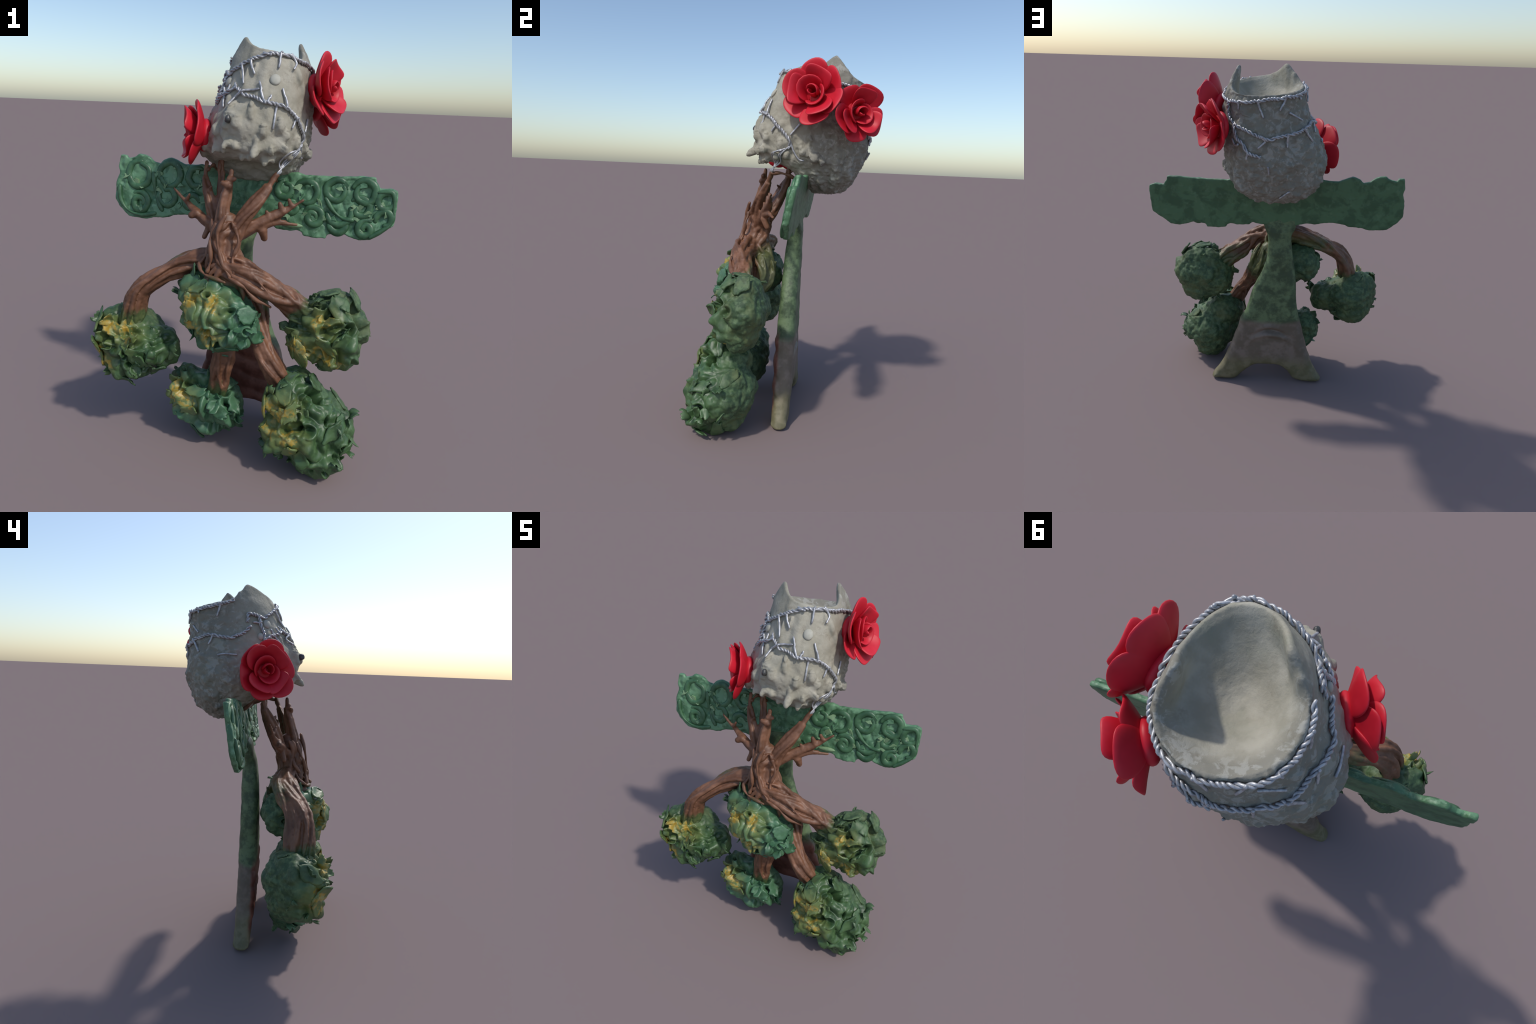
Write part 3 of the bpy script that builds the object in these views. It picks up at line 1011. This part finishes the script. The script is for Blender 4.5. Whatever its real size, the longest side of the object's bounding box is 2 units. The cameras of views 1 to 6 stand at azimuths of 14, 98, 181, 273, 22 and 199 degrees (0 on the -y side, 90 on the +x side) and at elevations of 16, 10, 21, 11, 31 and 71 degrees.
def leaf_variants():
    """Crumpled clay leaves: thick sheets with curl and ruffle. Grow along +y from the origin, face +z."""
    out = []
    for k in range(8):
        g = np.random.default_rng(50 + k)
        nu, nv = 11, 13
        roll = (0.6, 1.6, 2.6, 0.2, 3.6, 1.0, 2.0, 0.4)[k]
        asp = g.uniform(0.5, 0.85)
        ph = g.uniform(0, 6, 4)
        G = np.zeros((nu, nv, 3))
        D = np.zeros((nu, nv))
        for i in range(nu):
            a = -1 + 2 * i / (nu - 1)
            for j in range(nv):
                b = j / (nv - 1)
                w = asp * (0.25 + 0.75 * math.sin(min(1, b * 1.25) * math.pi / 2)) * (1 - 0.45 * max(0, b - 0.6) / 0.4)
                edge = 1 + 0.10 * math.sin(7 * b + ph[0]) * abs(a)
                y = b * (1 + 0.08 * math.sin(5 * a + ph[1]))
                ang = roll * y
                Ry = math.sin(ang) / roll
                Rz = (1 - math.cos(ang)) / roll
                z = Rz + 0.28 * a * a * w * (1 if k % 2 else -0.5) + 0.07 * math.sin(4 * a + 5 * b + ph[2])
                G[i, j] = (a * w * 0.6 * edge, Ry, z)
                D[i, j] = 0.35 + 0.65 * math.sqrt(max(0, 1 - max(abs(a), b * 0.98) ** 6))
        N = np.cross(np.gradient(G, axis=0), np.gradient(G, axis=1))
        N /= np.linalg.norm(N, axis=2)[..., None] + 1e-9
        t = 0.085
        V = np.concatenate([(G + N * (t * D / 2)[..., None]).reshape(-1, 3), (G - N * (t * D / 2)[..., None]).reshape(-1, 3)])
        F = sheet_faces(nu, nv)
        out.append((V, F))
    return out


LEAVES = leaf_variants()

CLUMPS = [
    dict(blobs=[((-0.512, -0.25, 0.53), (0.17, 0.155, 0.145)), ((-0.597, -0.26, 0.55), (0.085, 0.13, 0.12)),
                ((-0.357, -0.26, 0.50), (0.11, 0.12, 0.11)), ((-0.502, -0.265, 0.43), (0.155, 0.125, 0.105)), ((-0.557, -0.25, 0.61), (0.095, 0.11, 0.08)), ((-0.532, -0.215, 0.435), (0.13, 0.12, 0.10)), ((-0.502, -0.21, 0.54), (0.15, 0.14, 0.13))],
         spots=[((-0.48, -0.37, 0.63), 0.06), ((-0.56, -0.37, 0.63), 0.05), ((-0.65, -0.34, 0.50), 0.05), ((-0.60, -0.37, 0.43), 0.04)],
         hue=GREEN_A, leaves=10, curls=12, seed=1, view=(0.0, -1, 0.15)),
    dict(blobs=[((-0.05, -0.265, 0.735), (0.165, 0.155, 0.165)), ((-0.15, -0.20, 0.80), (0.10, 0.15, 0.11)),
                ((0.062, -0.295, 0.70), (0.11, 0.13, 0.12)), ((-0.185, -0.14, 0.78), (0.10, 0.10, 0.12)), ((-0.03, -0.26, 0.615), (0.11, 0.10, 0.075)), ((-0.08, -0.315, 0.825), (0.125, 0.075, 0.070)), ((0.03, -0.335, 0.77), (0.11, 0.07, 0.08)), ((-0.09, -0.13, 0.76), (0.10, 0.09, 0.11))],
         spots=[((-0.155, -0.36, 0.82), 0.06), ((-0.025, -0.38, 0.83), 0.045), ((-0.02, -0.39, 0.79), 0.04), ((-0.04, -0.38, 0.66), 0.04), ((-0.12, -0.37, 0.71), 0.045)],
         hue=GREEN_B, leaves=8, curls=12, seed=2, view=(-0.2, -1, 0.1)),
    dict(blobs=[((0.485, -0.165, 0.70), (0.165, 0.145, 0.155)), ((0.582, -0.165, 0.69), (0.088, 0.115, 0.12)),
                ((0.41, -0.17, 0.66), (0.12, 0.12, 0.14)), ((0.52, -0.17, 0.59), (0.125, 0.115, 0.10)), ((0.50, -0.15, 0.79), (0.12, 0.10, 0.08))],
         spots=[((0.36, -0.28, 0.62), 0.05), ((0.46, -0.30, 0.76), 0.05), ((0.48, -0.28, 0.60), 0.05), ((0.42, -0.29, 0.60), 0.05), ((0.55, -0.27, 0.53), 0.04)],
         hue=GREEN_A, leaves=11, curls=12, seed=3, view=(0.1, -1, 0.1)),
    dict(blobs=[((-0.11, -0.215, 0.235), (0.165, 0.12, 0.145)), ((-0.215, -0.21, 0.28), (0.085, 0.105, 0.115)),
                ((-0.01, -0.215, 0.205), (0.10, 0.115, 0.125)), ((-0.09, -0.215, 0.14), (0.125, 0.10, 0.085))],
         spots=[((-0.24, -0.31, 0.31), 0.05), ((-0.18, -0.33, 0.26), 0.05), ((-0.26, -0.28, 0.24), 0.03)],
         hue=GREEN_B, leaves=8, curls=12, seed=4, view=(0.0, -1, 0.15)),
    dict(blobs=[((0.355, -0.27, 0.37), (0.14, 0.15, 0.12)), ((0.45, -0.265, 0.23), (0.175, 0.185, 0.18)),
                ((0.553, -0.27, 0.225), (0.10, 0.14, 0.11)), ((0.355, -0.32, 0.21), (0.135, 0.14, 0.13)), ((0.48, -0.345, 0.12), (0.13, 0.105, 0.105)),
                ((0.46, -0.26, 0.10), (0.12, 0.13, 0.095))],
         spots=[((0.33, -0.43, 0.36), 0.055), ((0.26, -0.42, 0.28), 0.06), ((0.37, -0.45, 0.24), 0.05), ((0.23, -0.38, 0.34), 0.05)],
         hue=GREEN_A, leaves=15, curls=12, seed=5, view=(0.1, -1, 0.25)),
]


def surface_leaf(bv, p, n, ang, L, W, lift, seed):
    """A leaf pressed on the clump: follows the surface at its base, lifts towards its tip."""
    g = np.random.default_rng(seed)
    B = basis(n, (math.cos(ang), math.sin(ang) * 0.3, math.sin(ang)))
    ph = g.uniform(0, 6, 5)
    nu, nv = 13, 15
    G = np.zeros((nu, nv, 3))
    Nn = np.zeros((nu, nv, 3))
    D = np.zeros((nu, nv))
    for i in range(nu):
        a = -1 + 2 * i / (nu - 1)
        for j in range(nv):
            b = j / (nv - 1)
            w = W / 2 * math.sin(min(1.0, 0.25 + b * 1.1) * math.pi / 2) * (1 - max(0.0, (b - 0.55) / 0.45) ** 2.2 * 0.85)
            w *= 1 + 0.14 * math.sin(9 * b + ph[0] + (2 if a > 0 else 0))
            y = L * (b - 0.4) * (1 + 0.10 * math.sin(3 * a + ph[1]))
            q = p + B[:, 0] * a * w + B[:, 1] * y
            hit, nn, _, _ = bv.find_nearest(Vector(q))
            nn = np.array(nn) * 0.5 + n * 0.5
            nn /= np.linalg.norm(nn)
            h = lift * b ** 2 + 0.30 * lift * a * a * math.sin(ph[2] + 2 * b) + 0.002
            G[i, j] = np.array(hit) * 0.65 + q * 0.35 + nn * h - n * 0.004
            D[i, j] = 0.4 + 0.6 * math.sqrt(max(0.0, 1 - max(abs(a), b) ** 6))
    for _ in range(2):
        G[1:-1, 1:-1] = (G[1:-1, 1:-1] * 2 + G[:-2, 1:-1] + G[2:, 1:-1] + G[1:-1, :-2] + G[1:-1, 2:]) / 6
    N = np.cross(np.gradient(G, axis=0), np.gradient(G, axis=1))
    N /= np.linalg.norm(N, axis=2)[..., None] + 1e-9
    t = 0.012
    V = np.concatenate([(G + N * (t * D / 2)[..., None]).reshape(-1, 3), (G - N * (t * D / 2)[..., None]).reshape(-1, 3)])
    return V, sheet_faces(nu, nv)


def build_clump(spec):
    g = np.random.default_rng(900 + spec['seed'])
    mat = mat_foliage('foliage_clay', spec['spots'], spec['hue'])
    V, F = voxel_union([ellipsoid(c, r) for c, r in spec['blobs']], 0.0055)
    V = relax(V, F, 30, 0.5, keep=False)
    N = normals(V, F)
    V = V + N * 0.005
    view = np.asarray(spec['view'], float)
    view /= np.linalg.norm(view)
    w = smooth(-0.1, 0.5, N @ view)
    # crumpled folds on the face, low lumps behind
    wq = V * 6 + 1.2 * np.stack([perlin(V * 5 + 7 * k + spec['seed']) for k in range(3)], 1)
    fold = np.abs(perlin(wq)) * 2.4 - 0.75
    fold2 = np.abs(perlin(V * 15 + 31)) * 2 - 0.6
    d = 0.012 * fbm(V * 7 + spec['seed'], 2) + (1 - w) * (0.016 * np.abs(fbm(V * 11 + 3, 2)) - 0.006 + 0.007 * fbm(V * 30, 3))
    d += w * (0.034 * fold + 0.014 * fold2 - 0.006)
    # pits with a raised lip, as if leaves were pinched open
    front = np.nonzero(w > 0.8)[0]
    for k in range(18):
        p = V[g.choice(front)]
        a = g.uniform(0.014, 0.036)
        t = g.normal(size=3); t /= np.linalg.norm(t)
        dv = V - p
        r = np.sqrt((dv ** 2).sum(1) + g.uniform(0.5, 5) * (dv @ t) ** 2)
        d += -0.045 * np.exp(-(r / a) ** 2.5) + 0.012 * np.exp(-((r - 1.4 * a) / (0.35 * a)) ** 2)
    V2 = V + N * d[:, None]
    V2[:, 2] = np.maximum(V2[:, 2], 0.002)
    V2 = relax(V2, F, 1, 0.4, keep=False)
    clump = add('foliage_clump', np_mesh('foliage_clump', V2, F), root, mat)
    bv = BVHTree.FromPolygons([tuple(v) for v in V2], F)
    w2 = N @ view
    face = np.nonzero(w2 > -0.15)[0]
    rest = np.nonzero((w2 > -0.8) & (w2 < 0.3))[0]
    taken = []
    for k in range(spec['leaves']):
        for _ in range(12):
            i = g.choice(face)
            if all(np.linalg.norm(V[i] - q) > 0.05 for q in taken):
                break
        taken.append(V[i])
        LV, LF = surface_leaf(bv, V[i], N[i], g.uniform(0, 6.28), g.uniform(0.08, 0.15), g.uniform(0.05, 0.10), g.uniform(0.006, 0.032), int(g.integers(1 << 30)))
        LV[:, 2] = np.maximum(LV[:, 2], 0.002)
        add('leaf', np_mesh('leaf', LV, LF), clump, mat)
    # rolled curls on the face and a few thin slivers round the outline
    for k in range(spec['curls'] + 6):
        sliver = k >= spec['curls']
        i = g.choice(rest if sliver else face)
        n = N[i] + 0.25 * g.normal(size=3)
        n /= np.linalg.norm(n)
        t = np.cross(n, g.normal(size=3))
        t /= np.linalg.norm(t)
        s = g.uniform(0.045, 0.075)
        tilt = g.uniform(0.15, 0.6)
        LV, LF = LEAVES[int(g.integers(8))]
        sc = np.array([s * 1.1, s, s])
        if sliver:
            sc = np.array([s * 0.45, s * 0.9, s * 0.7])
            tilt = g.uniform(0.2, 0.7)
        y = t * math.cos(tilt) + n * math.sin(tilt)
        x = np.cross(y, n); x /= np.linalg.norm(x)
        z = np.cross(x, y)
        M = np.stack([x, y, z], 1)
        W = (LV * sc) @ M.T + V2[i] - n * 0.008 - y * 0.015
        W[:, 2] = np.maximum(W[:, 2], 0.002)
        add('leaf', np_mesh('leaf', W, LF), clump, mat)
    return clump


for spec in CLUMPS:
    build_clump(spec)

# ------------------------------------------------------------------- stand ---
STAND_OUTLINE = [(0.075, 1.16), (0.078, 1.10), (0.058, 1.05), (0.047, 0.985), (0.053, 0.884), (0.079, 0.790), (0.137, 0.665), (0.177, 0.529), (0.218, 0.444),
                 (0.243, 0.359), (0.277, 0.261), (0.338, 0.121), (0.405, 0.022), (0.395, 0.002), (0.314, 0.0), (0.250, 0.006), (0.193, 0.062),
                 (0.124, 0.113), (0.043, 0.119), (-0.038, 0.115), (-0.091, 0.079), (-0.140, 0.018), (-0.206, 0.0), (-0.293, 0.0),
                 (-0.325, 0.016), (-0.298, 0.058), (-0.250, 0.149), (-0.206, 0.283), (-0.185, 0.368), (-0.160, 0.470), (-0.139, 0.588),
                 (-0.130, 0.729), (-0.109, 0.866), (-0.094, 0.982), (-0.098, 1.039), (-0.120, 1.09), (-0.12, 1.16)]


def filled_outline(pts, depth, bevel, name):
    cu = bpy.data.curves.new(name, 'CURVE')
    cu.dimensions = '2D'
    cu.fill_mode = 'BOTH'
    sp = cu.splines.new('POLY')
    sp.points.add(len(pts) - 1)
    for p, (x, y) in zip(sp.points, pts):
        p.co = (x, y, 0, 1)
    sp.use_cyclic_u = True
    cu.extrude = depth / 2 - bevel
    cu.bevel_depth = bevel
    cu.bevel_resolution = 5
    cu.offset = -bevel
    ob = bpy.data.objects.new(name, cu)
    bpy.context.scene.collection.objects.link(ob)
    m = ob.modifiers.new('r', 'REMESH')
    m.mode = 'VOXEL'
    m.voxel_size = 0.006
    me = evaluated(ob)
    v, f = mesh_arrays(me)
    bpy.data.meshes.remove(me)
    return v, f


def build_stand():
    V, F = filled_outline(catmull_closed(STAND_OUTLINE, 5), 0.104, 0.040, 'work')
    V = np.stack([V[:, 0], -V[:, 2], V[:, 1]], 1)      # outline in xz, depth along y
    F = [q for q in F]
    V = relax(V, F, 8, 0.5, keep=False)
    z = V[:, 2]
    yc = np.interp(z, [0, 0.1, 0.35, 0.6, 0.8, 1.0, 1.1, 1.2], [0.045, 0.042, 0.036, 0.036, 0.036, 0.045, 0.056, 0.066])
    th = np.interp(z, [0, 0.5, 0.9, 1.05, 1.10, 1.2], [0.88, 1.0, 0.95, 0.75, 0.5, 0.3])
    front = V[:, 1] < 0
    V[:, 1] = V[:, 1] * th + yc
    N = normals(V, F)
    d = 0.003 * fbm(V * 14, 3)
    # wrinkled apron on the front, pinched crease on the back
    ap = smooth(0.1, 0.6, -N[:, 1]) * smooth(0.10, 0.16, z) * smooth(0.50, 0.42, z)
    ph = z * 62 + 9 * V[:, 0] + 2.2 * perlin(V * 6)
    d += ap * (0.010 * np.abs(np.sin(ph / 2)) - 0.002)
    bk = smooth(0.2, 0.7, N[:, 1])
    xx = V[:, 0] - 0.02
    zc = 0.385 - 0.35 * xx ** 2 * 8
    d += bk * (-0.022 * np.exp(-((z - zc) / 0.013) ** 2) * np.exp(-(xx / 0.075) ** 2)
               + 0.013 * np.exp(-((z - zc + 0.030) / 0.016) ** 2) * np.exp(-(xx / 0.10) ** 2)
               + 0.008 * np.exp(-((z - zc - 0.030) / 0.018) ** 2) * np.exp(-(xx / 0.07) ** 2))
    V = V + N * d[:, None]
    V[:, 2] = np.maximum(V[:, 2] - V[:, 2].min(), 0)
    add('stand', np_mesh('stand', V, F), root, STAND)


build_stand()

# ---------------------------------------------------------- scrolled panel ---
PANEL_OUTLINE = [
    (0.744, 1.309), (0.735, 1.329), (0.708, 1.337), (0.653, 1.332), (0.646, 1.347), (0.634, 1.363), (0.632, 1.384), (0.561, 1.386),
    (0.488, 1.378), (0.401, 1.375), (0.291, 1.373), (0.251, 1.382), (0.10, 1.375), (-0.10, 1.375), (-0.259, 1.391), (-0.296, 1.385), (-0.354, 1.383),
    (-0.388, 1.400), (-0.430, 1.415), (-0.475, 1.399), (-0.491, 1.378), (-0.530, 1.389), (-0.563, 1.415), (-0.615, 1.424),
    (-0.628, 1.410), (-0.680, 1.395), (-0.689, 1.410), (-0.720, 1.414), (-0.731, 1.362), (-0.724, 1.316), (-0.739, 1.277),
    (-0.742, 1.213), (-0.744, 1.181), (-0.719, 1.143), (-0.658, 1.090), (-0.553, 1.084), (-0.499, 1.097), (-0.430, 1.102),
    (-0.406, 1.114), (-0.337, 1.125), (-0.262, 1.117), (-0.225, 1.109), (-0.179, 1.116), (-0.130, 1.100), (0.083, 1.099),
    (0.143, 1.113), (0.163, 1.096), (0.239, 1.093), (0.273, 1.100), (0.297, 1.089), (0.301, 1.075), (0.347, 1.070),
    (0.416, 1.071), (0.423, 1.092), (0.495, 1.104), (0.538, 1.088), (0.585, 1.078), (0.631, 1.084), (0.681, 1.122),
    (0.734, 1.161), (0.739, 1.181), (0.742, 1.262)]
PANEL_DEPTH = 0.028


def panel_back(z):
    return 0.125 + 0.16 * (z - 1.4)


def to_panel(x, z, lift=0.0):
    return np.array([x, panel_back(z) - PANEL_DEPTH - lift, z])


def build_panel():
    V, F = filled_outline(PANEL_OUTLINE, PANEL_DEPTH, 0.006, 'work')
    V = np.stack([V[:, 0], -V[:, 2], V[:, 1]], 1)
    V = relax(V, F, 2, 0.5, keep=False)
    N0 = normals(V, F)
    face = smooth(0.5, 0.9, -N0[:, 1])
    q = V * np.array([1, 0.2, 1])
    d = 0.0025 * fbm(V * 30, 2) + face * (0.007 * fbm(q * 13, 3) - 0.008 * smooth(0.1, 0.35, perlin(q * 16 + 4)))
    V = V + N0 * d[:, None]
    V[:, 1] += panel_back(V[:, 2]) - PANEL_DEPTH / 2
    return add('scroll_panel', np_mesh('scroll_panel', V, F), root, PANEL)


panel = build_panel()


def scroll(x, z, r, turns, start, r0=0.35, tail=None, mat=SCROLL, thick=0.016, dirn=1):
    """A rolled clay coil lying on the panel."""
    n = int(40 * turns) + 12
    s = np.linspace(0, 1, n)
    a = math.radians(start) + dirn * 2 * math.pi * turns * s
    rr = r * (1 - (1 - r0) * s)
    P = np.array([to_panel(x + k * math.cos(b), z + k * math.sin(b), -0.004 + 0.005 * t) for k, b, t in zip(rr, a, s)])
    R = thick * (0.75 + 0.35 * np.sin(s * math.pi)) * np.interp(s, [0, 0.1, 1], [0.7, 1, 0.8])
    P = P + 0.004 * np.stack([perlin(P * 25 + 5 * k) for k in range(3)], 1)
    V, F = tube(P, R, 10, 1.0)
    base = panel_back(V[:, 2]) - PANEL_DEPTH
    V[:, 1] = base + (V[:, 1] - base) * 0.65
    add('scroll', np_mesh('scroll', V, F), panel, mat)


SCROLLS = [  # x, z, radius, turns, start angle, inner ratio, direction
    (0.194, 1.295, 0.042, 0.95, 100, 0.8, 1), (0.302, 1.285, 0.060, 0.70, 150, 0.8, -1), (0.448, 1.308, 0.054, 1.0, 30, 0.75, 1),
    (0.585, 1.308, 0.062, 1.1, 160, 0.6, -1), (0.690, 1.272, 0.046, 0.9, 40, 0.7, 1), (0.346, 1.172, 0.052, 1.5, 170, 0.3, -1),
    (0.474, 1.205, 0.062, 0.55, 190, 0.9, 1), (0.572, 1.230, 0.056, 0.95, 140, 0.4, -1), (0.605, 1.135, 0.044, 1.4, 60, 0.3, 1),
    (0.690, 1.190, 0.042, 0.8, 200, 0.7, -1), (0.470, 1.150, 0.044, 0.6, 180, 0.9, 1), (0.240, 1.210, 0.030, 0.8, 80, 0.7, 1),
    (-0.602, 1.317, 0.068, 1.0, 80, 0.85, 1), (-0.425, 1.325, 0.064, 1.0, 200, 0.85, -1), (-0.594, 1.170, 0.056, 1.4, 130, 0.35, -1),
    (-0.436, 1.215, 0.052, 0.9, 150, 0.7, 1), (-0.277, 1.320, 0.050, 0.8, 60, 0.8, 1),
    (-0.300, 1.190, 0.045, 0.8, 10, 0.6, 1),
]
for x, z, r, t, st, r0, dr in SCROLLS:
    scroll(x, z, r, t, st, r0, dirn=dr, thick=0.0195)
# raised coil rim at the right end, loose pale chips on the face
for pts in ([(0.648, 1.315), (0.715, 1.318), (0.728, 1.25), (0.722, 1.175), (0.68, 1.135), (0.63, 1.10)],
            [(-0.715, 1.25), (-0.705, 1.18), (-0.66, 1.125), (-0.58, 1.105), (-0.50, 1.12)],
            [(0.40, 1.27), (0.44, 1.215), (0.49, 1.18), (0.54, 1.175)], [(-0.52, 1.33), (-0.51, 1.26), (-0.49, 1.19), (-0.46, 1.14)]):
    P = np.array([to_panel(x, z, 0.003) for x, z in catmull(pts, 30)])
    V, F = tube(P, 0.012 * (0.8 + 0.3 * np.sin(np.linspace(0, 9, 30))), 10)
    add('scroll', np_mesh('scroll', V, F), panel, SCROLL)
for k in range(46):
    g = np.random.default_rng(2000 + k)
    x = g.uniform(0.17, 0.70) if k % 2 else g.uniform(-0.70, -0.22)
    z = g.uniform(1.12, 1.36)
    n = int(g.integers(6, 10))
    a = np.sort(g.uniform(0, 2 * np.pi, n))
    rr = g.uniform(0.012, 0.034, n)
    rr[::2] *= 0.7
    h = g.uniform(0.004, 0.011)
    top = np.array([to_panel(x + r * math.cos(b), z + 0.8 * r * math.sin(b), h + 0.004 * math.sin(b + k)) for r, b in zip(rr, a)])
    bot = top + np.array([0, 0.016, 0])
    V = np.vstack([top, bot])
    F = [tuple(range(n))[::-1], tuple(range(n, 2 * n))] + [(i, (i + 1) % n, n + (i + 1) % n, n + i) for i in range(n)]
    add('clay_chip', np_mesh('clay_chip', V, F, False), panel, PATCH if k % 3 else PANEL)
V, F = ellipsoid((0.25, 0.045, 1.125), (0.05, 0.012, 0.013))
add('clay_chip', np_mesh('clay_chip', V, F), panel, PATCH)
